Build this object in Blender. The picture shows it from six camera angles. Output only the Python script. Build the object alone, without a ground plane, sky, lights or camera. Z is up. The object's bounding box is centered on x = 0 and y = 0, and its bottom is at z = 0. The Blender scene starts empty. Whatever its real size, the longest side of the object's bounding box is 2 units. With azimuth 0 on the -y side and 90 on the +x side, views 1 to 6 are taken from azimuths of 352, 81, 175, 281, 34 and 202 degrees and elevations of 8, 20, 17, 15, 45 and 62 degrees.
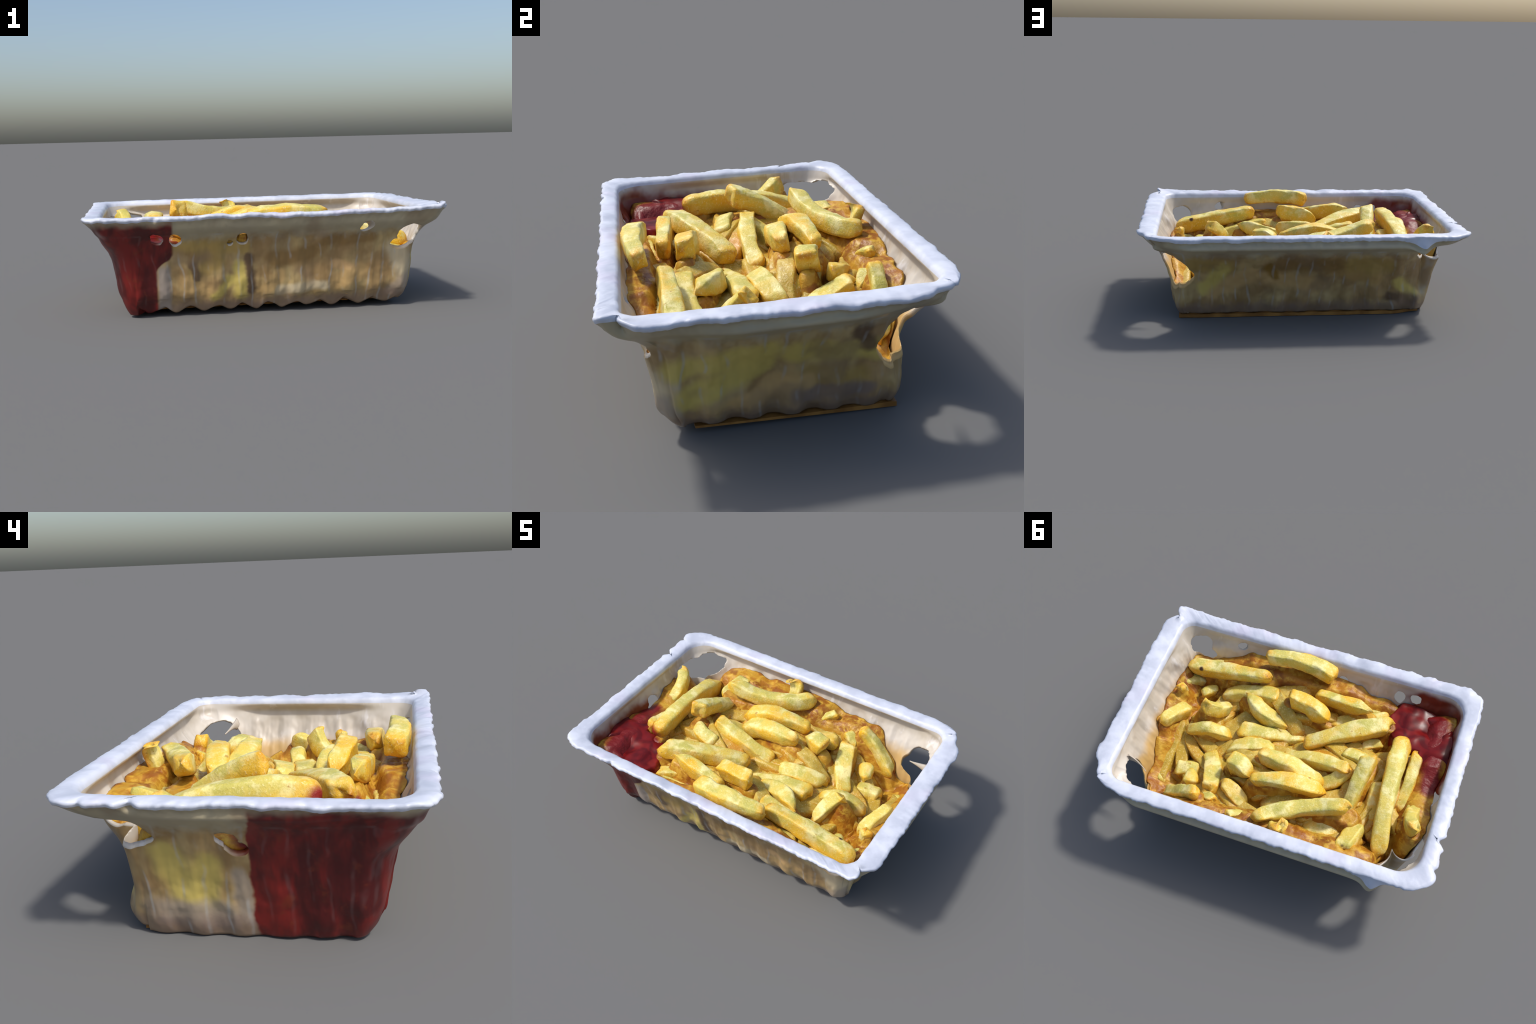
# A plastic snack tray filled with thick-cut fries and a dollop of ketchup.
import bpy, bmesh, math, random
from mathutils import Vector, noise, Matrix

random.seed(7)
SC = bpy.context.scene


def clamp(x, a=0.0, b=1.0):
    return a if x < a else b if x > b else x


def smooth(a, b, x):
    t = clamp((x - a) / (b - a))
    return t * t * (3 - 2 * t)


def fbm(p, octaves=3):
    return noise.fractal(Vector(p), 1.0, 2.0, octaves)


def link(name, mesh, parent=None):
    ob = bpy.data.objects.new(name, mesh)
    SC.collection.objects.link(ob)
    if parent:
        ob.parent = parent
    return ob


# ------------------------------------------------------------------ node help
class Nodes:
    def __init__(self, name):
        self.mat = bpy.data.materials.new(name)
        self.mat.use_nodes = True
        self.t = self.mat.node_tree
        self.t.nodes.clear()
        self.out = self.t.nodes.new("ShaderNodeOutputMaterial")
        self.bsdf = self.t.nodes.new("ShaderNodeBsdfPrincipled")
        self.t.links.new(self.bsdf.outputs[0], self.out.inputs[0])
        self.geo = self.t.nodes.new("ShaderNodeTexCoord")
        self.pos = self.t.nodes.new("ShaderNodeNewGeometry").outputs["Position"]

    def put(self, socket, v):
        if hasattr(v, "is_output") or isinstance(v, bpy.types.NodeSocket):
            self.t.links.new(v, socket)
        elif isinstance(v, (tuple, list)) and len(v) == 3 and socket.type == "RGBA":
            socket.default_value = (*v, 1)
        else:
            socket.default_value = v

    def math(self, op, a, b=0.0, c=0.0, clamp=False):
        n = self.t.nodes.new("ShaderNodeMath")
        n.operation, n.use_clamp = op, clamp
        for s, v in zip(n.inputs, (a, b, c)):
            self.put(s, v)
        return n.outputs[0]

    def vec(self, op, a, b=(0, 0, 0), scale=None):
        n = self.t.nodes.new("ShaderNodeVectorMath")
        n.operation = op
        self.put(n.inputs[0], a)
        self.put(n.inputs[1], b)
        if scale is not None:
            self.put(n.inputs[3], scale)
        return n.outputs[1] if op in ("DOT_PRODUCT", "LENGTH", "DISTANCE") else n.outputs[0]

    def sep(self, v):
        n = self.t.nodes.new("ShaderNodeSeparateXYZ")
        self.put(n.inputs[0], v)
        return n.outputs

    def noise(self, v, scale, detail=3.0, rough=0.5, dist=0.0, colour=False):
        n = self.t.nodes.new("ShaderNodeTexNoise")
        self.put(n.inputs["Vector"], v)
        n.inputs["Scale"].default_value = scale
        n.inputs["Detail"].default_value = detail
        n.inputs["Roughness"].default_value = rough
        n.inputs["Distortion"].default_value = dist
        return n.outputs[1 if colour else 0]

    def step(self, x, a, b, lo=0.0, hi=1.0):
        n = self.t.nodes.new("ShaderNodeMapRange")
        n.interpolation_type = "SMOOTHSTEP"
        self.put(n.inputs[0], x)
        for i, v in enumerate((a, b, lo, hi)):
            self.put(n.inputs[i + 1], v)
        return n.outputs[0]

    def mix(self, f, a, b):
        n = self.t.nodes.new("ShaderNodeMix")
        n.data_type = "RGBA"
        self.put(n.inputs[0], f)
        self.put(n.inputs[6], a)
        self.put(n.inputs[7], b)
        return n.outputs[2]

    def bump(self, h, strength=0.3, dist=0.01):
        n = self.t.nodes.new("ShaderNodeBump")
        n.inputs["Strength"].default_value = strength
        n.inputs["Distance"].default_value = dist
        self.put(n.inputs["Height"], h)
        self.t.links.new(n.outputs[0], self.bsdf.inputs["Normal"])

    def wobble(self, amount, scale):
        """Position shaken by noise, so that masks get ragged edges."""
        c = self.noise(self.pos, scale, 3, colour=True)
        return self.vec("ADD", self.pos, self.vec("SCALE", self.vec("SUBTRACT", c, (.5, .5, .5)), scale=amount))

    def ball(self, p, centre, r, soft):
        d = self.vec("DISTANCE", p, centre)
        return self.step(d, r + soft, r - soft)

    def capsule(self, p, a, b, r, soft):
        """1 inside a rounded bar from a to b, 0 outside: a fry seen through plastic."""
        a, b = Vector(a), Vector(b)
        ba = b - a
        pa = self.vec("SUBTRACT", p, tuple(a))
        h = self.math("MULTIPLY", self.vec("DOT_PRODUCT", pa, tuple(ba)), 1 / max(ba.length_squared, 1e-6), clamp=True)
        d = self.vec("LENGTH", self.vec("SUBTRACT", pa, self.vec("SCALE", tuple(ba), scale=h)))
        return self.step(d, r + soft, r - soft)

    def finish(self, colour, rough=0.5, spec=0.4, **other):
        self.put(self.bsdf.inputs["Base Color"], colour)
        self.put(self.bsdf.inputs["Roughness"], rough)
        self.put(self.bsdf.inputs["Specular IOR Level"], spec)
        for k, v in other.items():
            self.put(self.bsdf.inputs[k.replace("_", " ")], v)
        return self.mat


# ------------------------------------------------------------------ materials
RED, RED_DARK = (0.17, 0.008, 0.008), (0.085, 0.004, 0.005)


def ketchup_mask(n, p):
    """Where ketchup lies on the fries."""
    m = n.ball(p, (-.70, -.40, .47), .165, .025)
    m = n.math("MAXIMUM", m, n.capsule(p, (-.80, -.25, .44), (-.83, -.05, .40), .06, .02))
    return n.math("MAXIMUM", m, n.capsule(p, (-.46, -.33, .43), (-.41, -.40, .39), .012, .01))


def fry_material(gap_darkened):
    """Fried potato: pale straw faces, golden ends and flanks, brown nicks; deeper fries are darker and more amber."""
    n = Nodes("gap_darkened_potato" if gap_darkened else "fried_potato")
    gx, gy, gz = n.sep(n.geo.outputs["Generated"])
    rnd = n.t.nodes.new("ShaderNodeObjectInfo").outputs["Random"]
    big = n.noise(n.pos, 8, 3, .6)
    mid = n.noise(n.pos, 24, 4, .62)
    fine = n.noise(n.pos, 110, 3, .65)
    shake = n.math("MULTIPLY", n.math("SUBTRACT", mid, .5), .9)
    if gap_darkened:
        green, pale, straw, gold, amber = (.44, .30, .04), (.52, .36, .045), (.60, .44, .09), (.54, .24, .014), (.30, .10, .008)
    else:
        green, pale, straw, gold, amber = (.54, .49, .11), (.70, .575, .125), (.83, .74, .31), (.82, .46, .016), (.58, .20, .008)
    c = n.mix(n.step(big, .33, .58), green, pale)
    c = n.mix(n.step(n.noise(n.pos, 13, 3, .6), .46, .64), c, straw)
    c = n.mix(n.math("MULTIPLY", n.step(big, .46, .66), n.step(rnd, .2, 1, .1, .9)), c, gold)
    ends = n.math("ADD", n.math("ABSOLUTE", n.math("SUBTRACT", gx, .5)), n.math("MULTIPLY", shake, .35))
    c = n.mix(n.step(ends, .32, .50, 0, .8), c, gold)
    c = n.mix(n.step(ends, .44, .56, 0, .8), c, amber)
    flank = n.math("ADD", n.math("ABSOLUTE", n.math("SUBTRACT", gy, .5)), n.math("MULTIPLY", shake, .30))
    c = n.mix(n.step(flank, .32, .50, 0, .80), c, gold)
    c = n.mix(n.step(flank, .48, .60, 0, .75), c, amber)
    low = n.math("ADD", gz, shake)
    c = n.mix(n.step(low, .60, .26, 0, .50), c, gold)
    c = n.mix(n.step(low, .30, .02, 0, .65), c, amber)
    c = n.mix(n.step(fine, .54, .72, 0, .50), c, (.90, .82, .46))
    c = n.mix(n.step(fine, .44, .28, 0, .22), c, (.55, .36, .03))
    c = n.mix(n.step(n.noise(n.pos, 34, 2), .68, .76, 0, .7), c, (.40, .20, .02))
    for spot, r in (((.69, -.362, .43), .014), ((-.481, .478, .465), .013), ((.775, -.40, .40), .008)):
        c = n.mix(n.ball(n.pos, spot, r, .006), c, (.06, .02, .008))
    c = n.mix(ketchup_mask(n, n.wobble(.09, 9)), c, (.26, .018, .010))
    n.bump(n.math("ADD", n.math("MULTIPLY", mid, .8), n.math("MULTIPLY", fine, .5)), .38, .012)
    return n.finish(c, n.step(n.noise(n.pos, 40, 2), .35, .65, .30, .58), .45)


def bed_material():
    n = Nodes("oily_fry_mash")
    big = n.noise(n.pos, 7, 3, .6)
    mid = n.noise(n.pos, 24, 4, .6, .4)
    c = n.mix(n.step(big, .36, .62), (.26, .085, .007), (.44, .19, .014))
    lay = n.noise(n.vec("MULTIPLY", n.pos, (7, 15, 12)), 1.0, 3, .5)
    c = n.mix(n.step(lay, .46, .60, 0, .6), c, (.56, .33, .035))
    c = n.mix(n.step(mid, .46, .66, 0, .8), c, (.64, .40, .05))
    c = n.mix(n.step(n.noise(n.pos, 10, 2), .55, .68, 0, .8), c, (.26, .075, .008))
    c = n.mix(ketchup_mask(n, n.wobble(.09, 9)), c, RED)
    n.bump(n.math("ADD", mid, n.math("MULTIPLY", lay, 2.5)), .30, .02)
    return n.finish(c, .45, .4)


def ketchup_material():
    n = Nodes("ketchup")
    big = n.noise(n.pos, 13, 3, .5, .6)
    c = n.mix(n.step(big, .38, .66), RED_DARK, RED)
    c = n.mix(n.step(n.noise(n.pos, 8, 2), .5, .68, 0, .8), c, (.27, .022, .014))
    n.bump(n.noise(n.pos, 18, 2), .08, .01)
    return n.finish(c, .32, .26)


def rim_material():
    n = Nodes("white_plastic_lip")
    big = n.noise(n.pos, 12, 3, .5)
    c = n.mix(n.step(big, .35, .65), (.50, .535, .63), (.61, .645, .74))  # white plastic greyed and tinted blue with the sky's light
    c = n.mix(n.step(n.noise(n.pos, 3.2, 2), .52, .68, 0, .6), c, (.55, .52, .65))
    n.bump(n.noise(n.pos, 16, 3), .15, .015)
    return n.finish(c, .42, .45)


def inner_wall_material():
    n = Nodes("milky_plastic_inside")
    x, y, z = n.sep(n.pos)
    big = n.noise(n.pos, 6, 3, .55)
    c = n.mix(n.step(big, .36, .64), (.48, .43, .36), (.60, .555, .49))
    streak = n.noise(n.vec("MULTIPLY", n.pos, (14, 14, 3)), 1.0, 3, .6)
    c = n.mix(n.step(streak, .58, .70, 0, .55), c, (.72, .70, .70))
    c = n.mix(n.step(n.math("ADD", z, n.math("MULTIPLY", n.math("SUBTRACT", big, .5), .05)), .535, .558), c, (.66, .65, .67))
    w = n.wobble(.12, 7)
    low = n.step(n.sep(w)[2], .38, .30, 0, .8)
    c = n.mix(low, c, (.55, .33, .07))
    k = n.capsule(w, (-.66, -.56, .43), (-.86, -.50, .44), .085, .03)
    k = n.math("MAXIMUM", k, n.capsule(w, (-.88, -.45, .43), (-.87, -.05, .39), .07, .03))
    c = n.mix(k, c, (.20, .03, .012))
    n.bump(streak, .15, .01)
    return n.finish(c, .38, .45)


# Fries, gaps and stains that show through the outside of each wall:
# wall, (along, height) of both ends, radius, colour.
YELLOW, OLIVE, TAN, CREAM = (.58, .455, .12), (.40, .27, .08), (.52, .34, .14), (.58, .48, .31)
BROWN, DARK, MAUVE, GREYTAN = (.255, .15, .05), (.12, .07, .04), (.23, .17, .14), (.36, .29, .22)
SEEN = [
    ("front", (-.45, .20), (-.30, .09), .045, TAN), ("front", (-.30, .10), (-.21, .20), .028, YELLOW),
    ("front", (-.40, .25), (-.30, .30), .05, OLIVE), ("front", (-.55, .40), (-.15, .38), .04, OLIVE),
    ("front", (-.17, .27), (-.16, .10), .035, YELLOW), ("front", (-.12, .33), (-.10, .12), .022, DARK),
    ("front", (-.06, .09), (.05, .21), .035, TAN), ("front", (.02, .30), (.22, .34), .05, BROWN),
    ("front", (.06, .13), (.30, .145), .028, CREAM),
    ("front", (.35, .26), (.47, .235), .026, (.52, .33, .15)), ("front", (.37, .15), (.50, .22), .045, TAN),
    ("front", (.30, .40), (.55, .41), .04, BROWN),
    ("front", (-.42, .29), (-.40, .22), .025, DARK),
    ("front", (.70, .33), (.76, .22), .06, CREAM), ("front", (.70, .10), (.78, .15), .045, GREYTAN),
    ("end", (-.42, .30), (-.10, .36), .05, YELLOW), ("end", (0.0, .34), (.33, .30), .05, YELLOW),
    ("end", (-.38, .17), (-.12, .30), .05, YELLOW), ("end", (-.22, .11), (-.10, .16), .035, TAN),
    ("end", (.08, .22), (.25, .17), .045, OLIVE),
    ("end", (.24, .42), (.27, .33), .035, DARK),
    ("end", (.02, .12), (.28, .12), .035, MAUVE),
    ("end", (-.08, .20), (.05, .19), .04, TAN),
    ("back", (.55, .18), (.30, .30), .05, TAN), ("back", (.20, .28), (-.10, .20), .055, TAN), ("back", (-.20, .33), (-.45, .25), .05, (.44, .28, .10)),
    ("back", (.66, .38), (.45, .36), .05, OLIVE), ("back", (.60, .20), (.48, .34), .045, YELLOW),
    ("back", (.20, .36), (.17, .28), .03, (.26, .14, .02)),
    ("back", (.12, .38), (-.20, .36), .06, BROWN),
    ("back", (-.30, .37), (-.50, .34), .06, OLIVE),
    ("back", (-.60, .22), (-.68, .14), .04, YELLOW),
    ("back", (-.70, .10), (-.55, .12), .035, DARK),
    ("left", (.24, .34), (.18, .20), .06, YELLOW), ("left", (.10, .30), (.12, .15), .05, YELLOW),
    ("left", (.30, .10), (.05, .09), .055, GREYTAN), ("left", (-.01, .26), (-.03, .08), .03, GREYTAN),
    ("left", (.36, .40), (.20, .44), .035, BROWN),
]
ALONG_X, ALONG_Y = (1, 0, 1), (0, 1, 1)
FLAT = {"front": (ALONG_X, lambda a, z: (a, 0, z)), "back": (ALONG_X, lambda a, z: (a, 0, z)),
        "end": (ALONG_Y, lambda a, z: (0, a, z)), "left": (ALONG_Y, lambda a, z: (0, a, z))}


def outer_wall_material():
    n = Nodes("clear_plastic_outside")
    x, y, z = n.sep(n.pos)
    big = n.noise(n.pos, 5, 3, .55, .3)
    mid = n.noise(n.pos, 16, 3, .6, .3)
    c = n.mix(n.step(big, .38, .62), (.32, .205, .088), (.46, .335, .15))
    folds = n.noise(n.vec("MULTIPLY", n.pos, (13, 13, 2.2)), 1.0, 3, .6)
    c = n.mix(n.step(folds, .48, .68, 0, .45), c, BROWN)
    c = n.mix(n.step(folds, .46, .34, 0, .4), c, TAN)
    p = n.wobble(.06, 10)
    flat = {k: n.vec("MULTIPLY", p, k) for k in ((1, 0, 1), (0, 1, 1))}
    gates = {"front": n.step(y, -.40, -.42), "back": n.step(y, .38, .40), "end": n.step(x, .72, .745), "left": n.step(x, -.73, -.755)}
    for wall, a, b, r, colour in SEEN:
        keep, place = FLAT[wall]
        m = n.capsule(flat[keep], place(*a), place(*b), r, r * .50)
        c = n.mix(n.math("MULTIPLY", m, n.math("MULTIPLY", gates[wall], .88)), c, colour)
    # milky base and collar of the tray
    zn = n.math("ADD", z, n.math("MULTIPLY", n.math("SUBTRACT", mid, .5), .10))
    c = n.mix(n.step(zn, .125, .05, 0, .75), c, (.225, .155, .125))
    c = n.mix(n.step(zn, .405, .475, 0, .72), c, (.40, .37, .27))
    c = n.mix(n.step(n.noise(n.pos, 4, 2), .56, .68, 0, .5), c, (.25, .17, .10))
    # ketchup behind the corner
    w = n.wobble(.07, 8)
    wx, wy, wz = n.sep(w)
    front_edge = n.step(wz, .26, .36, -.615, -.53)
    kf = n.step(n.math("SUBTRACT", x, front_edge), .012, -.006)
    kf = n.math("MULTIPLY", kf, n.step(wy, -.38, -.41))
    kl = n.math("MULTIPLY", n.step(wy, -.045, -.06), n.step(x, -.70, -.75))
    k = n.math("MAXIMUM", kf, kl)
    k = n.math("MULTIPLY", k, n.step(wz, .550, .50))
    streak = n.noise(n.vec("MULTIPLY", n.pos, (11, 11, 2)), 1.0, 3, .6)
    kc = n.mix(n.step(streak, .40, .62), (.075, .007, .007), (.18, .013, .010))
    kc = n.mix(n.step(mid, .55, .75, 0, .6), kc, (.16, .028, .010))
    pale = n.capsule(w, (-.955, -.64, .53), (-.86, -.55, .36), .022, .02)  # shine on the corner edge, drawn as a pale streak
    kc = n.mix(n.math("MULTIPLY", pale, .6), kc, (.50, .38, .36))
    c = n.mix(k, c, kc)
    # a milky strip left beside the ketchup
    strip = n.math("MULTIPLY", n.step(n.math("ABSOLUTE", n.math("SUBTRACT", x, -.575)), .045, .02), n.step(wz, .31, .26))
    strip = n.math("MULTIPLY", n.math("MULTIPLY", strip, n.step(wy, -.40, -.43)), n.math("SUBTRACT", 1.0, k))
    c = n.mix(n.math("MULTIPLY", strip, .8), c, (.36, .31, .28))
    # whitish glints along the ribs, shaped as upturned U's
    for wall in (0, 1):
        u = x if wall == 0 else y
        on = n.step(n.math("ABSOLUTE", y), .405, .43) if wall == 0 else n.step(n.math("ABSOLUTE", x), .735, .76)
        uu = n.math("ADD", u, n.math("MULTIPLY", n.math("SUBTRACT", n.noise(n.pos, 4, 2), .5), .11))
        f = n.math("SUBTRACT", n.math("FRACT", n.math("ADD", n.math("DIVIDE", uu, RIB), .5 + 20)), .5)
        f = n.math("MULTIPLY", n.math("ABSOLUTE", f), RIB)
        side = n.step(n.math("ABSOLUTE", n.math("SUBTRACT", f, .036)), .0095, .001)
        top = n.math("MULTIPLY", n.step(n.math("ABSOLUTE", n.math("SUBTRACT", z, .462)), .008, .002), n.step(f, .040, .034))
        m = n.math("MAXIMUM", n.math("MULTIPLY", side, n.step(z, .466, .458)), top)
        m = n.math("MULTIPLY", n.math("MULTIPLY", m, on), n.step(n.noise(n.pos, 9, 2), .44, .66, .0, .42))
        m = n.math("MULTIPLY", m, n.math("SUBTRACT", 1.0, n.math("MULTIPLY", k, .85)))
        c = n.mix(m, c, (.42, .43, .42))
    n.bump(mid, .15, .01)
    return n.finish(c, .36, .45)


def board_material():
    n = Nodes("oiled_card")
    c = n.mix(n.step(n.noise(n.pos, 9, 3), .35, .65), (.22, .095, .02), (.36, .17, .04))
    return n.finish(c, .6, .3)


# ------------------------------------------------------------------ the tray
RIB = .147
# height, x-, x+, y-, y+, corner radius: outside from the foot to the lip, then down the inside
PROFILE = [
    ("outer", .030, -.772, .752, -.436, .402, .045),
    ("outer", .070, -.795, .778, -.462, .418, .06),
    ("outer", .120, -.812, .792, -.490, .430, .075),
    ("outer", .180, -.825, .799, -.503, .438, .085),
    ("outer", .250, -.836, .806, -.512, .447, .09),
    ("outer", .320, -.848, .818, -.522, .462, .10),
    ("outer", .370, -.860, .832, -.534, .482, .11),
    ("outer", .420, -.876, .852, -.553, .510, .11),
    ("outer", .455, -.893, .873, -.578, .538, .11),
    ("outer", .480, -.915, .902, -.603, .566, .10),
    ("outer", .500, -.938, .930, -.622, .594, .10),
    ("outer", .524, -.968, .963, -.649, .620, .10),
    ("outer", .536, -.987, .982, -.664, .634, .10),
    ("rim", .544, -.993, .987, -.670, .634, .10),
    ("rim", .550, -.995, .990, -.672, .636, .10),
    ("rim", .557, -.991, .987, -.669, .633, .10),
    ("rim", .561, -.978, .975, -.659, .624, .10),
    ("rim", .562, -.950, .940, -.637, .603, .10),
    ("rim", .561, -.922, .894, -.606, .571, .10),
    ("rim", .556, -.911, .880, -.596, .559, .10),
    ("rim", .547, -.905, .873, -.591, .551, .10),
    ("inner", .535, -.900, .868, -.584, .545, .10),
    ("inner", .500, -.888, .860, -.570, .530, .10),
    ("inner", .455, -.874, .847, -.556, .514, .10),
    ("inner", .420, -.862, .835, -.540, .495, .10),
    ("inner", .370, -.846, .818, -.520, .468, .10),
    ("inner", .320, -.834, .804, -.508, .448, .09),
    ("inner", .250, -.822, .792, -.498, .433, .08),
    ("inner", .180, -.811, .785, -.489, .424, .075),
    ("inner", .120, -.798, .778, -.476, .416, .065),
    ("inner", .080, -.782, .766, -.452, .405, .05),
]
LONG, SHORT, ARC = 260, 160, 26


def loop(x0, x1, y0, y1, r):
    """Rounded rectangle, anticlockwise from the front left; each point with its side and place on it."""
    pts = []
    radii = (r * 1.2, r * .75, r * .75, r * 1.2)      # front-left corner is the roundest
    corners = ((x0, y0), (x1, y0), (x1, y1), (x0, y1))
    dirs = ((1, 0), (0, 1), (-1, 0), (0, -1))
    counts = (LONG, SHORT, LONG, SHORT)
    for i in range(4):
        (ax, ay), (bx, by) = corners[i], corners[(i + 1) % 4]
        ra, rb = radii[i], radii[(i + 1) % 4]
        dx, dy = dirs[i]
        sx, sy, ex, ey = ax + dx * ra, ay + dy * ra, bx - dx * rb, by - dy * rb
        for k in range(counts[i]):
            t = k / counts[i]
            pts.append((sx + (ex - sx) * t, sy + (ey - sy) * t, dy, -dx, i, 0.0))
        nx, ny = dirs[(i + 1) % 4]
        cx, cy = ex + nx * rb, ey + ny * rb
        a0 = math.atan2(ey - cy, ex - cx)
        for k in range(ARC):
            a = a0 + math.pi / 2 * k / ARC
            pts.append((cx + rb * math.cos(a), cy + rb * math.sin(a), math.cos(a), math.sin(a), i,
                        math.sin(math.pi * k / ARC)))
    return pts


# bites and points of the torn lip: x, y, reach, push (inward negative)
LIP = [(-.985, .320, .022, -.035), (-.985, .486, .016, -.022), (-.62, -.67, .014, -.014), (-1.0, .53, .03, .010),
       (.990, -.650, .045, -.045), (.975, -.600, .040, -.050), (.965, .62, .10, -.105), (.985, .50, .04, -.018),
       (.82, .64, .04, -.014), (-.93, .63, .05, -.006), (-.985, .36, .02, .008)]


# how far the filling pushes each wall out at mid-length, and how deep the corners are sucked in
BULGE = {"back": .064, "front": .014, "end": .055, "left": .034}
PINCH = {(-.780, .500): (.125, .078), (.81, .465): (.085, .060), (.80, -.50): (.006, .1)}


def side_of(nx, ny):
    if abs(nx) > abs(ny):
        return "end" if nx > 0 else "left"
    return "back" if ny > 0 else "front"


def tray_point(kind, z, x, y, nx, ny, side, corner):
    lip = smooth(.495, .535, z) if kind != "inner" else 0.0
    if kind == "rim":
        lip *= smooth(-.6, 1, (abs(x) / .985) ** 30 + (abs(y) / .655) ** 30)
    out = 0.0
    u = x if side in (0, 2) else y
    ph = math.cos(2 * math.pi * u / RIB)
    wall = smooth(.475, .43, z) * (1 - corner)
    if kind in ("outer", "inner"):
        out += wall * (.0055 if side != 3 else .0028) * clamp(ph * 1.6, -1, 1)
        out += (.007 if side != 3 else .003) * smooth(.16, .06, z) * ph * (1 - corner)
        out += .010 * fbm((x * 4, y * 4, z * 4 + 3)) * wall
        out += .006 * fbm((x * 13, y * 13, z * 9)) * wall
        out += .006 * fbm((x * 15, y * 15, z * 2.2 + 7), 3) * smooth(.05, .15, z) * wall
    z2 = z
    if kind == "outer" and z < .10:
        fall = smooth(.13, .03, z)
        if side == 0:
            z2 += fall * (.006 + .019 * ph * (1 - corner) + .014 * fbm((x * 11, 2, 5), 2))
        elif side == 2:
            z2 += fall * (-.006 + .005 * ph)
        else:
            z2 += fall * ((.004 - .030 * y) if side == 1 else (-.026 - .020 * y))
    # torn, lumpy lip
    out += lip * (.009 * fbm((x * 15, y * 15, 1.7), 4) + .004 * fbm((x * 45, y * 45, 4.1), 2) - .003)
    z2 += lip * (.009 * fbm((x * 9, y * 9, 9.3), 3) + .002 * fbm((x * 38, y * 38, 2.2), 2))
    z2 += lip * .012 * smooth(.35, .95, x) * smooth(.1, -.6, y)
    z2 += lip * .018 * math.exp(-((x - .94) ** 2 + (y + .655) ** 2) / .0012)
    if kind != "inner":
        edge = max(lip, smooth(.40, .49, z)) if kind == "outer" else lip
        for lx, ly, reach, push in LIP:
            d2 = (x - lx) ** 2 + (y - ly) ** 2
            if d2 < 9 * reach * reach:
                out += edge * push * math.exp(-d2 / (reach * reach))
    # sagging web hanging from the back left lip, and flare at the front left corner
    if kind == "outer":
        if side in (2, 3):
            d = math.hypot(x + .69, y - .62)
            z2 -= .045 * math.exp(-(d / .06) ** 2) * smooth(.45, .50, z)
            out += .042 * math.exp(-(d / .045) ** 2) * smooth(.46, .50, z)
        if corner and x < 0 and y < 0:
            out += .022 * corner * math.exp(-((z - .43) / .06) ** 2)
    if kind != "rim":
        if side_of(nx, ny) in ("back", "front"):
            mid = 1 - smooth(.78, 1.02, abs(x) / .83)
        else:
            mid = 1 - smooth(.35, .95, abs(y) / .50)
        push = BULGE["back"] * max(0, ny) + BULGE["front"] * max(0, -ny) + BULGE["end"] * max(0, nx) + BULGE["left"] * max(0, -nx)
        rise = smooth(.20 if nx > .7 else .14, .47, z) * smooth(.535, .49, z)
        out += push * mid * rise * (1 if kind == "outer" else .92)
        for (cx, cy), (depth, wide) in PINCH.items():
            shell = 0 if kind == "outer" else .014
            d = math.hypot(x + nx * shell - cx, y + ny * shell - cy)
            out -= depth * math.exp(-(d / wide) ** 2) * smooth(.05, .20, z) * smooth(.50, .44, z)
        flare = .026 if x * y > 0 else .0
        out += flare * corner * smooth(.30, .43, z) * smooth(.525, .47, z)
    if y < 0:
        z2 += lip * .008 * smooth(-.5, -.62, y)
    return Vector((x + nx * out, y + ny * out, max(z2, .002)))


# Holes broken through the thin wall: clusters of ragged balls, centre and three radii.
HOLES = [
    ((.81, .425, .325), (.160, .125, .125)), ((.765, .51, .325), (.070, .11, .085)),
    ((-.86, .40, .420), (.13, .13, .062)), ((-.78, .50, .440), (.11, .13, .055)),
    ((.765, -.545, .422), (.068, .10, .062)), ((.715, -.53, .368), (.060, .08, .030)),
    ((.503, -.58, .478), (.036, .06, .030)), ((-.159, -.57, .432), (.031, .07, .034)),
    ((-.222, -.57, .409), (.019, .06, .016)), ((-.513, -.57, .438), (.033, .07, .037)),
    ((-.609, -.56, .447), (.035, .07, .032)), ((-.90, .02, .412), (.06, .042, .028)),
    ((-.89, -.015, .375), (.06, .042, .028)),
]


def hole_field(p):
    """Below zero where the wall is broken away."""
    best = 1.0
    for k, (c, r) in enumerate(HOLES):
        q = Vector(((p.x - c[0]) / r[0], (p.y - c[1]) / r[1], (p.z - c[2]) / r[2]))
        d = q.length
        if d < 2:
            d -= .16 * fbm(q * 1.3 + Vector((k * 7, 0, 0)), 3)
            best = min(best, (d - 1) * min(r))
    return best


LEVELS = 64


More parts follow.
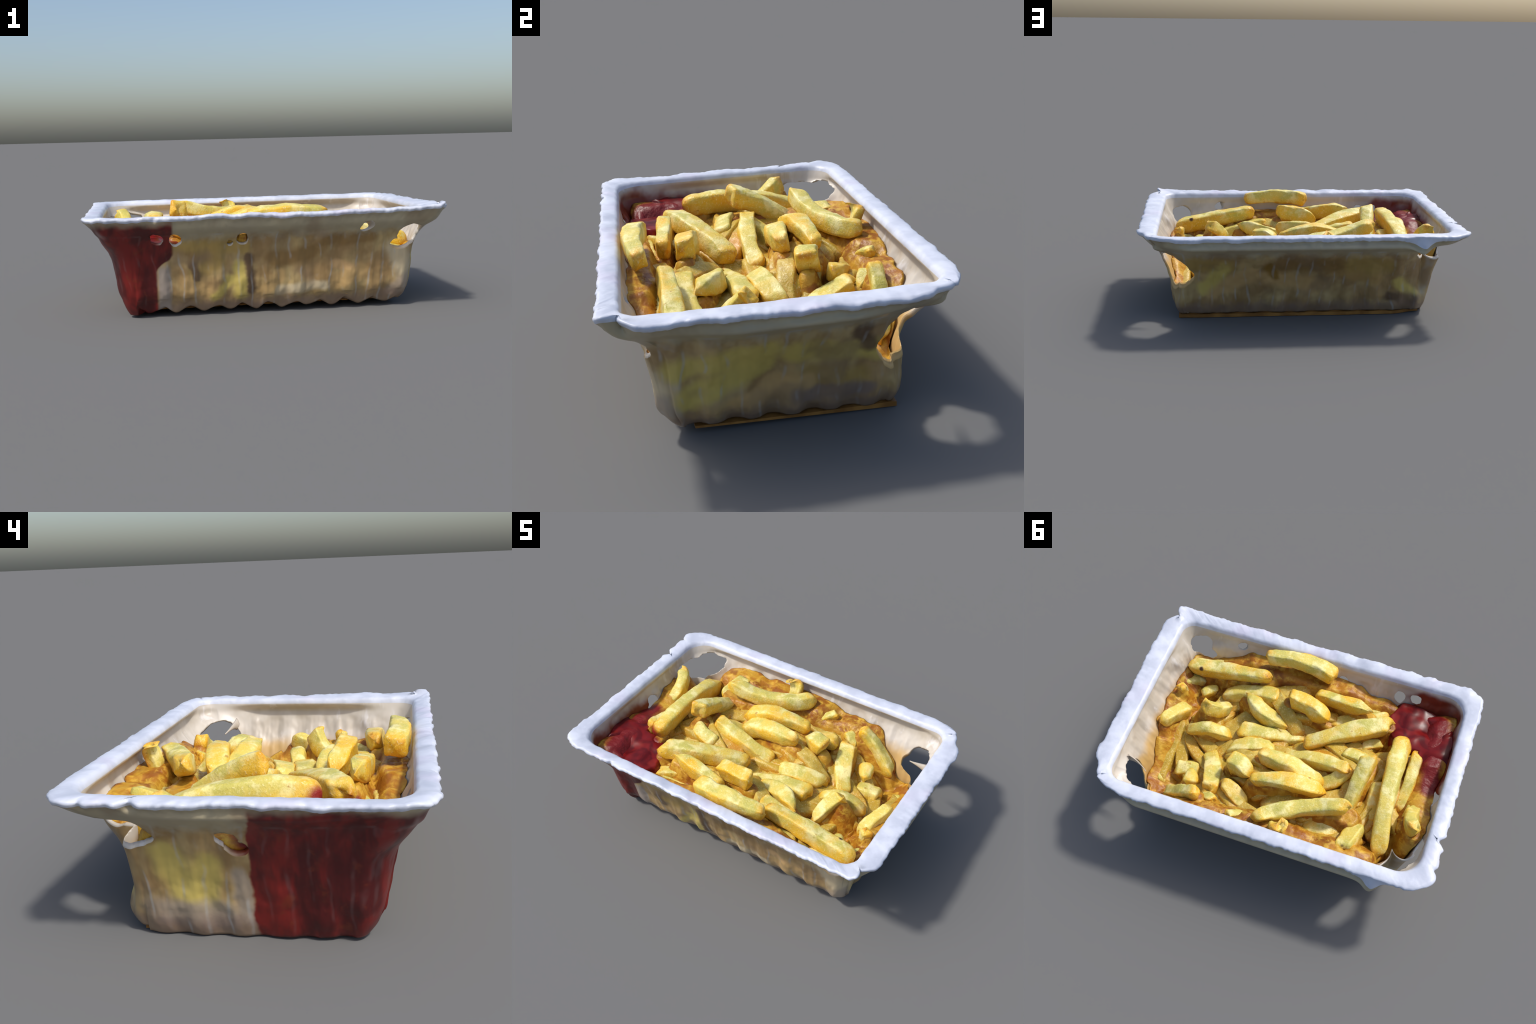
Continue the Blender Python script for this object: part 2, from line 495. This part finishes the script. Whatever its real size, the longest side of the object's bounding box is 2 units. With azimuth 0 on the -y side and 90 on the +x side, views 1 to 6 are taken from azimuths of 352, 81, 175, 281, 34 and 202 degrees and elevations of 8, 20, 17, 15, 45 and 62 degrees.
def profile_rows(kind, count):
    """The profile of one face of the wall, resampled with a smooth curve, from the foot up."""
    rows = [p[1:] for p in PROFILE if p[0] == kind]
    if kind == "inner":
        rows = rows[::-1]
    out = []
    for i in range(count):
        z = rows[0][0] + (rows[-1][0] - rows[0][0]) * i / (count - 1)
        k = 0
        while k < len(rows) - 2 and rows[k + 1][0] < z:
            k += 1
        t = (z - rows[k][0]) / (rows[k + 1][0] - rows[k][0])
        got = [z]
        for c in range(1, 6):
            v0, v1 = rows[k][c], rows[k + 1][c]
            dz = rows[k + 1][0] - rows[k][0]
            def slope(m):
                if m <= 0 or m >= len(rows) - 1:
                    m0, m1 = max(0, m - 1), min(len(rows) - 1, m + 1)
                else:
                    m0, m1 = m - 1, m + 1
                return (rows[m1][c] - rows[m0][c]) / (rows[m1][0] - rows[m0][0])
            s0, s1 = slope(k) * dz, slope(k + 1) * dz
            got.append((2 * t ** 3 - 3 * t * t + 1) * v0 + (t ** 3 - 2 * t * t + t) * s0 + (3 * t * t - 2 * t ** 3) * v1 + (t ** 3 - t * t) * s1)
        out.append(got)
    return out


WALL = []          # inner face of the wall: per level its height and the reach in 360 directions
WALL_CENTRE = (-.013, -.020)


def survey_wall():
    for row in profile_rows("inner", 26):
        reach = [0.0] * 360
        for p in loop(*row[1:]):
            q = tray_point("inner", row[0], *p)
            dx, dy = q.x - WALL_CENTRE[0], q.y - WALL_CENTRE[1]
            k = int(math.degrees(math.atan2(dy, dx)) % 360)
            d = math.hypot(dx, dy)
            reach[k] = min(reach[k], d) if reach[k] else d
        for k in range(360):
            if not reach[k]:
                reach[k] = reach[k - 1] or reach[(k + 1) % 360]
        WALL.append((row[0], reach))


def wall_reach(angle, z):
    """Distance from the centre line to the wall in this direction at this height."""
    z0, dz = WALL[0][0], WALL[1][0] - WALL[0][0]
    f = clamp((z - z0) / dz, 0, len(WALL) - 1.001)
    i = int(f)
    a = math.degrees(angle) % 360
    k, fa = int(a), a - int(a)
    get = lambda r: r[k % 360] * (1 - fa) + r[(k + 1) % 360] * fa
    return get(WALL[i][1]) * (1 - f + i) + get(WALL[i + 1][1]) * (f - i)


def keep_inside(p, gap=.003):
    dx, dy = p.x - WALL_CENTRE[0], p.y - WALL_CENTRE[1]
    if abs(dx) < .62 and abs(dy) < .34:
        return p
    d = math.hypot(dx, dy)
    r = wall_reach(math.atan2(dy, dx), p.z) - gap
    if d > r:
        return Vector((WALL_CENTRE[0] + dx * r / d, WALL_CENTRE[1] + dy * r / d, p.z))
    return p


def build_tray(root):
    ring = lambda kind, z, x0, x1, y0, y1, r: [tray_point(kind, z, *p) for p in loop(x0, x1, y0, y1, r)]
    outer = [ring("outer", *r) for r in profile_rows("outer", LEVELS)]
    inner = [ring("inner", *r) for r in profile_rows("inner", LEVELS)]
    n = len(outer[0])
    flat_o = [p for r in outer for p in r]
    flat_i = [p for r in inner for p in r]
    field = [hole_field((a + b) * .5) for a, b in zip(flat_o, flat_i)]
    bm = bmesh.new()
    vo, vi, crossing = {}, {}, {}

    def corner(shell, k):
        store, flat = (vo, flat_o) if shell == 0 else (vi, flat_i)
        if k not in store:
            if isinstance(k, tuple):
                a, b = k
                t = field[a] / (field[a] - field[b])
                store[k] = bm.verts.new(flat[a].lerp(flat[b], clamp(t, .02, .98)))
            else:
                store[k] = bm.verts.new(flat[k])
        return store[k]

    for i in range(LEVELS - 1):
        for k in range(n):
            k2 = (k + 1) % n
            quad = (i * n + k, i * n + k2, (i + 1) * n + k2, (i + 1) * n + k)
            keep, cut = [], []
            for a, b in zip(quad, quad[1:] + quad[:1]):
                if field[a] >= 0:
                    keep.append(a)
                if (field[a] >= 0) != (field[b] >= 0):
                    key = (min(a, b), max(a, b))
                    keep.append(key)
                    cut.append((key, field[a] >= 0))
            if len(keep) < 3:
                continue
            bm.faces.new([corner(0, q) for q in keep]).material_index = 0
            bm.faces.new([corner(1, q) for q in keep][::-1]).material_index = 2
            if len(cut) == 2:        # the broken edge: join both faces of the wall
                (a, leaving), (b, _) = cut
                if not leaving:
                    a, b = b, a
                bm.faces.new((corner(0, b), corner(0, a), corner(1, a), corner(1, b))).material_index = 2
    top = [corner(0, (LEVELS - 1) * n + k) for k in range(n)]
    for row in [p[1:] for p in PROFILE if p[0] == "rim"] + [None]:
        nxt = [corner(1, (LEVELS - 1) * n + k) for k in range(n)] if row is None else [bm.verts.new(p) for p in ring("rim", *row)]
        for k in range(n):
            bm.faces.new((top[k], top[(k + 1) % n], nxt[(k + 1) % n], nxt[k])).material_index = 1
        top = nxt
    for shell, z, flip in ((0, .05, True), (1, .085, False)):
        foot = [corner(shell, k) for k in range(n)]
        c = bm.verts.new((0, -.01, z))
        ins = [bm.verts.new((v.co.x * .9, v.co.y * .9, z + (v.co.z - z) * .3)) for v in foot]
        for k in range(n):
            k2 = (k + 1) % n
            for vs in ((foot[k], foot[k2], ins[k2], ins[k]), (ins[k], ins[k2], c)):
                bm.faces.new(vs[::-1] if flip else vs).material_index = 3
    bmesh.ops.recalc_face_normals(bm, faces=bm.faces[:])
    done = bpy.data.meshes.new("tray_shell")
    bm.to_mesh(done)
    bm.free()
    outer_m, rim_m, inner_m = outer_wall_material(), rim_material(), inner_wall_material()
    done.shade_smooth()
    normals = [v.normal.copy() for v in done.vertices]
    for index, name in ((0, "tray_wall_outside"), (1, "tray_rim"), (2, "tray_wall_inside"), (3, "tray_floor")):
        me = bpy.data.meshes.new(name)
        used, faces = {}, []
        for p in done.polygons:
            if p.material_index == index:
                faces.append([used.setdefault(v, len(used)) for v in p.vertices])
        me.from_pydata([done.vertices[v].co for v in used], [], faces)
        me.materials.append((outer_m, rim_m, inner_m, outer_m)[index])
        me.shade_smooth()
        me.normals_split_custom_set_from_vertices([normals[v] for v in used])
        link(name, me, root)
    bpy.data.meshes.remove(done)


def build_tear(root):
    """Curled tongue of plastic left standing in the broken corner."""
    bm = bmesh.new()
    n, rings = 16, []
    for i in range(n + 1):
        t = i / n
        c = Vector((.850 - .122 * t, .338 + .020 * t + .030 * t * t, .428 - .030 * t + .010 * math.sin(3.1 * t)))
        half = .030 * (1 - t) ** 1.6 + .004
        thick = .0045 * (1 - .5 * t)
        ring = []
        for a in range(8):
            th = math.pi * a / 4
            ring.append(bm.verts.new(c + Vector((0, math.sin(th) * thick + .012 * math.cos(th) ** 2 * (1 - t), math.cos(th) * half))))
        rings.append(ring)
    for a, b in zip(rings, rings[1:]):
        for k in range(8):
            bm.faces.new((a[k], a[(k + 1) % 8], b[(k + 1) % 8], b[k]))
    bm.faces.new(rings[0])
    bm.faces.new(rings[-1][::-1])
    bmesh.ops.recalc_face_normals(bm, faces=bm.faces[:])
    me = bpy.data.meshes.new("torn_tongue")
    bm.to_mesh(me)
    bm.free()
    me.shade_smooth()
    me.materials.append(bpy.data.materials["milky_plastic_inside"])
    link("torn_tongue", me, root)


def build_board(root):
    """Thin oily card stuck under the tray."""
    bm = bmesh.new()
    nx = 60
    rows = []
    for y, top in ((-.380, .036), (-.2, .030), (.1, .024), (.39, .022), (.412, .020)):
        row = []
        for i in range(nx + 1):
            t = i / nx
            x = -.748 + 1.502 * t
            yy = y
            if y < -.3:
                yy += .02 - .012 * math.cos(2 * math.pi * x / RIB) + .01 * fbm((x * 8, 1, 2))
            if y > .3:
                yy += .006 * fbm((x * 6, 3, 1)) - .040 * smooth(-.55, -.75, x)
            lift = .030 * clamp((.42 - yy) / .85)
            row.append((bm.verts.new((x, yy, top)), bm.verts.new((x, yy, lift * .95))))
        rows.append(row)
    for a, b in zip(rows, rows[1:]):
        for i in range(nx):
            bm.faces.new((a[i][0], a[i + 1][0], b[i + 1][0], b[i][0]))
            bm.faces.new((a[i][1], b[i][1], b[i + 1][1], a[i + 1][1]))
    for row, s in ((rows[0], 1), (rows[-1], -1)):
        for i in range(nx):
            q = (row[i][0], row[i][1], row[i + 1][1], row[i + 1][0])
            bm.faces.new(q[::s])
    for i, s in ((0, -1), (nx, 1)):
        for a, b in zip(rows, rows[1:]):
            bm.faces.new((a[i][0], a[i][1], b[i][1], b[i][0])[::s])
    bmesh.ops.recalc_face_normals(bm, faces=bm.faces[:])
    me = bpy.data.meshes.new("base_card")
    bm.to_mesh(me)
    bm.free()
    me.materials.append(board_material())
    link("base_card", me, root)


# ------------------------------------------------------------------ the fries
# crest line of each fry (its upper surface), width, height, bluntness of both ends
FRIES = [
    ([(.32, -.515, .585), (.09, -.525, .600), (-.135, -.515, .575)], .100, .105, .95, .95),
    ([(.805, -.425, .410), (.54, -.395, .468), (.260, -.432, .518)], .095, .110, .6, .8),
    ([(.105, -.315, .542), (-.02, -.300, .535), (-.185, -.265, .480)], .110, .120, .95, .7),
    ([(-.03, -.400, .490), (-.20, -.390, .520), (-.390, -.365, .545)], .085, .110, .8, .5),
    ([(-.050, -.100, .410), (-.29, -.215, .485), (-.520, -.350, .510)], .115, .110, .9, .8),
    ([(.370, -.295, .450), (.20, -.205, .425), (.040, -.190, .360)], .100, .100, .3, .8),
    ([(.345, -.085, .365), (.14, -.120, .370), (-.070, -.158, .345)], .095, .095, .9, .9),
    ([(.68, -.02, .285), (.519, -.024, .378), (.360, -.065, .300)], .085, .085, .7, .6),
    ([(.385, .045, .325), (.21, .005, .385), (.035, -.035, .360)], .105, .100, .7, .4),
    ([(.470, .055, .270), (.40, .200, .345), (.340, .345, .405)], .120, .100, .9, .9),
    ([(.285, .300, .430), (.20, .335, .400), (.110, .375, .350)], .110, .100, .9, .8),
    ([(.305, .180, .485), (.22, .195, .500), (.115, .230, .460)], .115, .120, .95, .8),
    ([(.150, .110, .525), (-.04, .115, .525), (-.270, .150, .440)], .112, .110, .95, .8),
    ([(.145, .262, .490), (-.10, .222, .538), (-.320, .188, .450)], .100, .085, .8, .25),
    ([(.020, .495, .530), (-.185, .345, .525), (-.445, .295, .595)], .105, .100, .8, .6),
    ([(.040, -.005, .375), (-.18, .010, .455), (-.380, .015, .505)], .090, .085, .9, .7),
    ([(-.360, .030, .490), (-.28, .100, .420), (-.130, .160, .360)], .100, .110, .8, .8),
    ([(-.470, -.045, .605), (-.460, .100, .560), (-.415, .285, .430)], .108, .115, .8, .7),
    ([(-.608, -.280, .528), (-.637, .070, .530), (-.668, .450, .388)], .108, .125, .55, .8),
    ([(-.722, -.210, .480), (-.715, -.04, .430), (-.705, .130, .360)], .095, .090, .9, .8),
    ([(-.815, .250, .550), (-.800, .170, .480), (-.815, .040, .380)], .090, .100, .8, .8),
    ([(-.480, .480, .475), (-.505, .390, .455), (-.530, .280, .430)], .105, .100, .7, .8),
    ([(-.215, .400, .385), (-.330, .380, .400), (-.440, .335, .390)], .110, .100, .9, .9),
    ([(-.500, -.055, .460), (-.400, -.080, .460), (-.300, -.110, .440)], .095, .090, .8, .9),
    ([(-.380, -.200, .385), (-.440, -.235, .390), (-.500, -.270, .380)], .080, .080, .8, .8),
    ([(-.170, -.270, .405), (-.330, -.360, .405), (-.500, -.440, .390)], .090, .085, .8, .9),
    ([(-.180, -.460, .375), (-.330, -.468, .385), (-.490, -.480, .380)], .085, .085, .8, .8),
    ([(.537, -.125, .485), (.495, -.160, .430), (.430, -.250, .330)], .095, .085, .8, .8),
    ([(.620, -.125, .305), (.560, -.100, .315), (.490, -.130, .310)], .095, .090, .9, .9),
    ([(.792, .030, .405), (.748, -.075, .370), (.700, -.185, .310)], .095, .095, .7, .8),
    ([(.752, -.245, .412), (.752, -.248, .370), (.745, -.255, .300)], .060, .060, .8, .8),
    ([(.400, .435, .485), (.525, .420, .385), (.650, .385, .240)], .085, .085, .8, .8),
    ([(.705, .330, .165), (.735, .200, .195), (.745, .060, .225)], .080, .085, .8, .8),
    ([(.650, .220, .235), (.570, .205, .250), (.480, .190, .250)], .115, .110, .95, .9),
    ([(.570, .300, .285), (.510, .290, .310), (.440, .270, .290)], .115, .100, .7, .7),
    ([(.540, -.305, .350), (.350, -.330, .405), (.170, -.340, .440)], .105, .095, .9, .9),
    ([(-.125, .498, .560), (-.120, .490, .520), (-.130, .460, .430)], .100, .055, .7, .8),
    ([(.175, .495, .450), (.145, .475, .435), (.080, .440, .405)], .065, .060, .8, .7),
    ([(.300, .420, .420), (.340, .400, .400), (.380, .350, .360)], .080, .080, .8, .8),
    ([(-.565, .020, .460), (-.560, .130, .430), (-.555, .260, .390)], .100, .110, .8, .8),
    ([(-.780, .060, .400), (-.775, .150, .395), (-.775, .250, .340)], .085, .085, .8, .8),
    ([(.790, -.300, .345), (.745, -.350, .330), (.680, -.390, .310)], .080, .080, .8, .8),
    ([(.660, -.250, .330), (.620, -.300, .335), (.570, -.340, .320)], .075, .070, .7, .7),
    ([(.100, -.480, .400), (.300, -.470, .400), (.480, -.455, .380)], .085, .080, .8, .8),
    ([(.560, -.480, .375), (.650, -.470, .365), (.760, -.455, .340)], .075, .070, .8, .8),
]


def heap_top(x, y):
    """Local mean height of the crest lines: the rough top of the heap."""
    sw = sz = 0.0
    for ctrl, w, *_ in FRIES:
        for q in ctrl:
            g = math.exp(-((q[0] - x) ** 2 + (q[1] - y) ** 2) / .016) * w + 1e-7
            sw, sz = sw + g, sz + g * q[2]
    return sz / sw


def spline(ctrl, t):
    """Quadratic through three points."""
    a, b, c = (Vector(p) for p in ctrl)
    m = b * 2 - (a + c) * .5
    return a * (1 - t) ** 2 + m * 2 * t * (1 - t) + c * t * t


def fry_mesh(name, ctrl, w, h, blunt_a, blunt_b, k, rnd):
    """Square-cut stick swept along its crest line; returns mesh, matrix and centre line."""
    SEG, RING = 44, 22
    a, c = Vector(ctrl[0]), Vector(ctrl[2])
    axis = (c - a).normalized()
    side = axis.cross(Vector((0, 0, 1))).normalized()
    up = side.cross(axis)
    frame = Matrix((axis, side, up)).transposed()
    steps = [.5 - .5 * math.cos(math.pi * i / SEG) for i in range(SEG + 1)]
    centre = [spline(ctrl, t) for t in steps]
    mid = centre[SEG // 2] - up * h * .5
    roll = rnd.uniform(-.28, .28)
    twist = rnd.uniform(-.35, .35)
    power = rnd.uniform(4.2, 7.0)
    tilt_a, tilt_b = rnd.uniform(-.5, .5), rnd.uniform(-.5, .5)
    lean = rnd.uniform(-.25, .25)
    thin_a, thin_b = rnd.uniform(0, .38) ** 1.0, rnd.uniform(0, .38)
    bow = rnd.uniform(-.06, .06)
    off = k * 3.7
    inv = frame.transposed()
    length = (c - a).length
    verts, line = [], []
    for i in range(SEG + 1):
        t = steps[i]
        p = centre[i]
        q = spline(ctrl, min(1, t + .01)) - spline(ctrl, max(0, t - .01))
        tan = q.normalized()
        s = tan.cross(Vector((0, 0, 1)))
        s = s.normalized() if s.length > .15 else side
        u = s.cross(tan)
        cc = p - u * h * .5
        line.append(cc)
        da, db = t * length, (1 - t) * length
        def close(d, blunt):
            reach = h * (.30 + .9 * (1 - blunt))
            x = clamp(d / reach)
            return (1 - (1 - x) ** 2.4) ** .5 * (.10 + .90 * 1) if blunt > .5 else (.12 + .88 * x ** .75) * (1 - (1 - clamp(d / .02)) ** 3)
        f = min(close(da, blunt_a), close(db, blunt_b))
        f = max(f, .02)
        ang = roll + twist * (t - .5)
        swell = (1 + .16 * fbm((t * 2.2 + off, 2.2, 0), 2)) * (1 - thin_a * (1 - t) ** 2 - thin_b * t ** 2)
        for j in range(RING):
            th = 2 * math.pi * j / RING
            cs, sn = math.cos(th), math.sin(th)
            e = 2 / power
            x = math.copysign(abs(cs) ** e, cs) * w * .5 * swell
            y = math.copysign(abs(sn) ** e, sn) * h * .5 * (.6 + .4 * swell)
            x, y = x * math.cos(ang) - y * math.sin(ang), x * math.sin(ang) + y * math.cos(ang)
            y *= 1 + lean * x / w
            v = cc + s * (x * f + bow * length * (4 * t * (1 - t) - .6)) + u * y * f
            v += tan * x * (tilt_a * (1 - t) ** 5 + tilt_b * t ** 5)
            d = Vector((x, y, 0)).normalized()
            g = .009 * fbm((t * length * 9 + off, cs * .9, sn * .9 + off), 3) + .0016 * fbm((t * length * 50 + off, cs * 3, sn * 3), 2)
            v += (s * d.x + u * d.y) * g * min(1, f * 1.5)
            verts.append(inv @ (keep_inside(v) - mid))
    faces = []
    for i in range(SEG):
        for j in range(RING):
            k2 = (j + 1) % RING
            faces.append((i * RING + j, i * RING + k2, (i + 1) * RING + k2, (i + 1) * RING + j))
    faces.append(tuple(range(RING))[::-1])
    faces.append(tuple(SEG * RING + j for j in range(RING)))
    me = bpy.data.meshes.new(name)
    me.from_pydata(verts, [], faces)
    bm = bmesh.new()
    bm.from_mesh(me)
    bmesh.ops.recalc_face_normals(bm, faces=bm.faces[:])
    bm.to_mesh(me)
    bm.free()
    me.shade_smooth()
    return me, Matrix.Translation(mid) @ frame.to_4x4(), line


def build_fries(root):
    rnd = random.Random(11)
    slim = lambda w: w * rnd.uniform(.87, 1.0)
    plain, gap_darkened = fry_material(False), fry_material(True)
    lines = []
    specs = list(FRIES)
    # a second layer fills the gaps: it follows the top of the heap some centimetres lower
    for k in range(120):
        x, y = rnd.uniform(-.74, .72), rnd.uniform(-.44, .44)
        near = min(FRIES, key=lambda f: (f[0][1][0] - x) ** 2 + (f[0][1][1] - y) ** 2)[0]
        ang = math.atan2(near[2][1] - near[0][1], near[2][0] - near[0][0]) + rnd.gauss(0, .35)
        ln = rnd.uniform(.26, .42) * .5
        dx, dy = math.cos(ang) * ln, math.sin(ang) * ln
        sink = rnd.uniform(.035, .085)
        p = [(x + t * dx, y + t * dy, heap_top(x + t * dx, y + t * dy) - sink - .012 * abs(t)) for t in (-1, 0, 1)]
        if all(-.77 < q[0] < .76 and -.47 < q[1] < .46 for q in p) and not any(q[0] < -.50 and q[1] < -.22 or q[0] < -.64 and q[1] > .26 for q in p):
            specs.append((p, rnd.uniform(.09, .11), rnd.uniform(.085, .105), rnd.uniform(.55, .8), rnd.uniform(.35, .8)))
    for k, (ctrl, w, h, ba, bb) in enumerate(specs):
        w, h = slim(w), slim(h)
        if k < len(FRIES):
            ba, bb = (q if q < .5 else min(1.0, q * rnd.uniform(.85, 1.08)) for q in (ba, bb))
        me, mw, line = fry_mesh("fry", ctrl, w, h, ba, bb, k, rnd)
        me.materials.append(plain if k < len(FRIES) else gap_darkened)
        ob = link("fry", me, root)
        ob.matrix_world = mw
        lines.append((line[::4], w, h))
    return lines


def bed_floor(x, y):
    """Height of the mash: well under the top of the heap, climbing a little at the walls."""
    edge = max(abs(x + .01) / .80, abs(y + .02) / .48)
    return heap_top(x, y) - .135 + .130 * smooth(.76, 1.0, edge) - .03 * smooth(-.50, -.60, x) * smooth(-.12, -.25, y) - .15 * smooth(-.64, -.74, x) * smooth(.24, .38, y)


def build_bed(root, lines):
    """Soft mash and oil that joins the fries: a sheet that climbs the flank of each fry."""
    nx, ny = 200, 130
    bm = bmesh.new()
    samples = [(p, w, h) for line, w, h in lines[:len(FRIES)] for p in line]
    # bin the samples to keep the search local
    cell, bins = .12, {}
    for s in samples:
        bins.setdefault((int(s[0].x // cell), int(s[0].y // cell)), []).append(s)
    grid = []
    for i in range(nx + 1):
        row = []
        for j in range(ny + 1):
            u, v = i / nx * 2 - 1, j / ny * 2 - 1
            # polar warp: the edge of the sheet lies on the wall
            edge = max(abs(u), abs(v))
            ang = math.atan2(v * .48, u * .80)
            level = .33
            for _ in range(2):
                r = (wall_reach(ang, level) - .002) * edge
                x, y = WALL_CENTRE[0] + r * math.cos(ang), WALL_CENTRE[1] + r * math.sin(ang)
                level = bed_floor(x, y)
            base = level + .022 * fbm((x * 7, y * 7, 5), 2)
            total, weight = 0.0, 0.0
            best = base
            ci, cj = int(x // cell), int(y // cell)
            for a in (-1, 0, 1):
                for b in (-1, 0, 1):
                    for p, w, h in bins.get((ci + a, cj + b), ()):
                        d = math.hypot(p.x - x, p.y - y)
                        z = p.z - .30 * h - 2.4 * max(0, d - .28 * w)
                        if z > base - .05:
                            e = math.exp((z - base) * 90)
                            total += e
            if total:
                best = base + math.log(1 + total) / 90 - .014
            best = min(best, .45)
            best += .004 * fbm((x * 18, y * 18, 2), 2)
            row.append(bm.verts.new(keep_inside(Vector((x, y, best)), .002)))
        grid.append(row)
    for a, b in zip(grid, grid[1:]):
        for j in range(ny):
            bm.faces.new((a[j], b[j], b[j + 1], a[j + 1]))
    # the side of the heap, down along the wall to the floor
    edge = [grid[i][0] for i in range(nx)] + [grid[nx][j] for j in range(ny)] + [grid[i][ny] for i in range(nx, 0, -1)] + [grid[0][j] for j in range(ny, 0, -1)]
    for step in range(1, 9):
        low = [bm.verts.new(keep_inside(Vector((v.co.x, v.co.y, v.co.z + (.10 - v.co.z) / (9 - step))), .004)) for v in edge]
        for k in range(len(edge)):
            q = (k + 1) % len(edge)
            bm.faces.new((edge[q], edge[k], low[k], low[q]))
        edge = low
    bm.faces.new(low[::-1])
    # lift: the sheet must stay under the crest of every fry
    bmesh.ops.recalc_face_normals(bm, faces=bm.faces[:])
    me = bpy.data.meshes.new("fry_mash")
    bm.to_mesh(me)
    bm.free()
    me.shade_smooth()
    me.materials.append(bed_material())
    ob = link("fry_mash", me, root)
    ob["kind"] = "stuff"


# ------------------------------------------------------------------ ketchup
# control heights of the dollop: x, y, z
DOLLOP = [(-.844, -.227, .490), (-.867, -.320, .480), (-.60, -.30, .440), (-.76, -.462, .405), (-.726, -.341, .435),
          (-.70, -.24, .440), (-.56, -.50, .420), (-.66, -.52, .445), (-.82, -.52, .415), (-.52, -.42, .420), (-.80, -.10, .390),
          (-.83, .0, .350), (-.86, -.12, .410), (-.64, -.42, .450)]


def build_ketchup():
    n = 110
    bm = bmesh.new()
    grid = []
    x0, x1, y0, y1 = -.895, -.44, -.60, .07
    for i in range(n + 1):
        row = []
        for j in range(n + 1):
            x, y = x0 + (x1 - x0) * i / n, y0 + (y1 - y0) * j / n
            sw = sz = 0.0
            for cx, cy, cz in DOLLOP:
                w = math.exp(-((x - cx) ** 2 + (y - cy) ** 2) / .007) + 1e-6
                sw += w
                sz += w * cz
            z = sz / sw - .016
            q = Vector((x * 9, y * 9, 3.3))
            q2 = q + Vector((noise.noise(q), noise.noise(q + Vector((5, 1, 2))), 0)) * .8
            z += .020 * noise.noise(q2 * .8) + .003 * noise.noise(q * 2.3)
            # folded crater and its crest
            d = math.hypot((x + .775) * 1.1, y + .455)
            z -= .035 * math.exp(-(d / .035) ** 2)
            z += .030 * math.exp(-((math.hypot(x + .80, y + .44) - .065) / .018) ** 2) * smooth(-.78, -.86, x)
            # outline
            d1 = math.hypot((x + .69) / 1.1, (y + .41)) - .165
            px, py = x + .80, clamp(y, -.30, -.02)
            d2 = math.hypot(px - .03 * smooth(-.3, 0, py) * -1, y - py) - .085
            d3 = max(abs(x + .76) - .135, abs(y + .46) - .125)
            d = min(d1, d2, d3) + .018 * fbm((x * 12, y * 12, 8), 2) - .015
            z -= .22 * smooth(-.015, .06, d)
            row.append((bm.verts.new(keep_inside(Vector((x, y, z)), .002)), d))
        grid.append(row)
    for a, b in zip(grid, grid[1:]):
        for j in range(n):
            q = (a[j], b[j], b[j + 1], a[j + 1])
            ok = all(s[1] < .055 for s in q)
            if ok:
                bm.faces.new([s[0] for s in q])
    bmesh.ops.delete(bm, geom=[v for v in bm.verts if not v.link_faces], context="VERTS")
    # give the sheet a body: extrude its rim down
    border = [e for e in bm.edges if len(e.link_faces) == 1]
    got = bmesh.ops.extrude_edge_only(bm, edges=border)
    for v in got["geom"]:
        if isinstance(v, bmesh.types.BMVert):
            v.co.z -= .10
            v.co.x += .25 * (-.66 - v.co.x)
            v.co.y += .25 * (-.30 - v.co.y)
            v.co = keep_inside(v.co, .004)
    bmesh.ops.recalc_face_normals(bm, faces=bm.faces[:])
    me = bpy.data.meshes.new("ketchup_dollop")
    bm.to_mesh(me)
    bm.free()
    me.shade_smooth()
    me.materials.append(ketchup_material())
    ob = link("ketchup_dollop", me)
    ob["label"] = "glossy dark red dollop of ketchup in the corner"
    ob["category"] = "ketchup"


def main():
    tray = bpy.data.objects.new("snack_tray", None)
    SC.collection.objects.link(tray)
    tray["label"] = "rectangular ribbed plastic tray with a white torn rim"
    tray["category"] = "food tray"
    survey_wall()
    build_tray(tray)
    build_tear(tray)
    build_board(tray)
    fries = bpy.data.objects.new("fries_portion", None)
    SC.collection.objects.link(fries)
    fries["label"] = "heap of thick-cut golden fries in an oily sauce"
    fries["category"] = "fries"
    lines = build_fries(fries)
    build_bed(fries, lines)
    build_ketchup()


main()
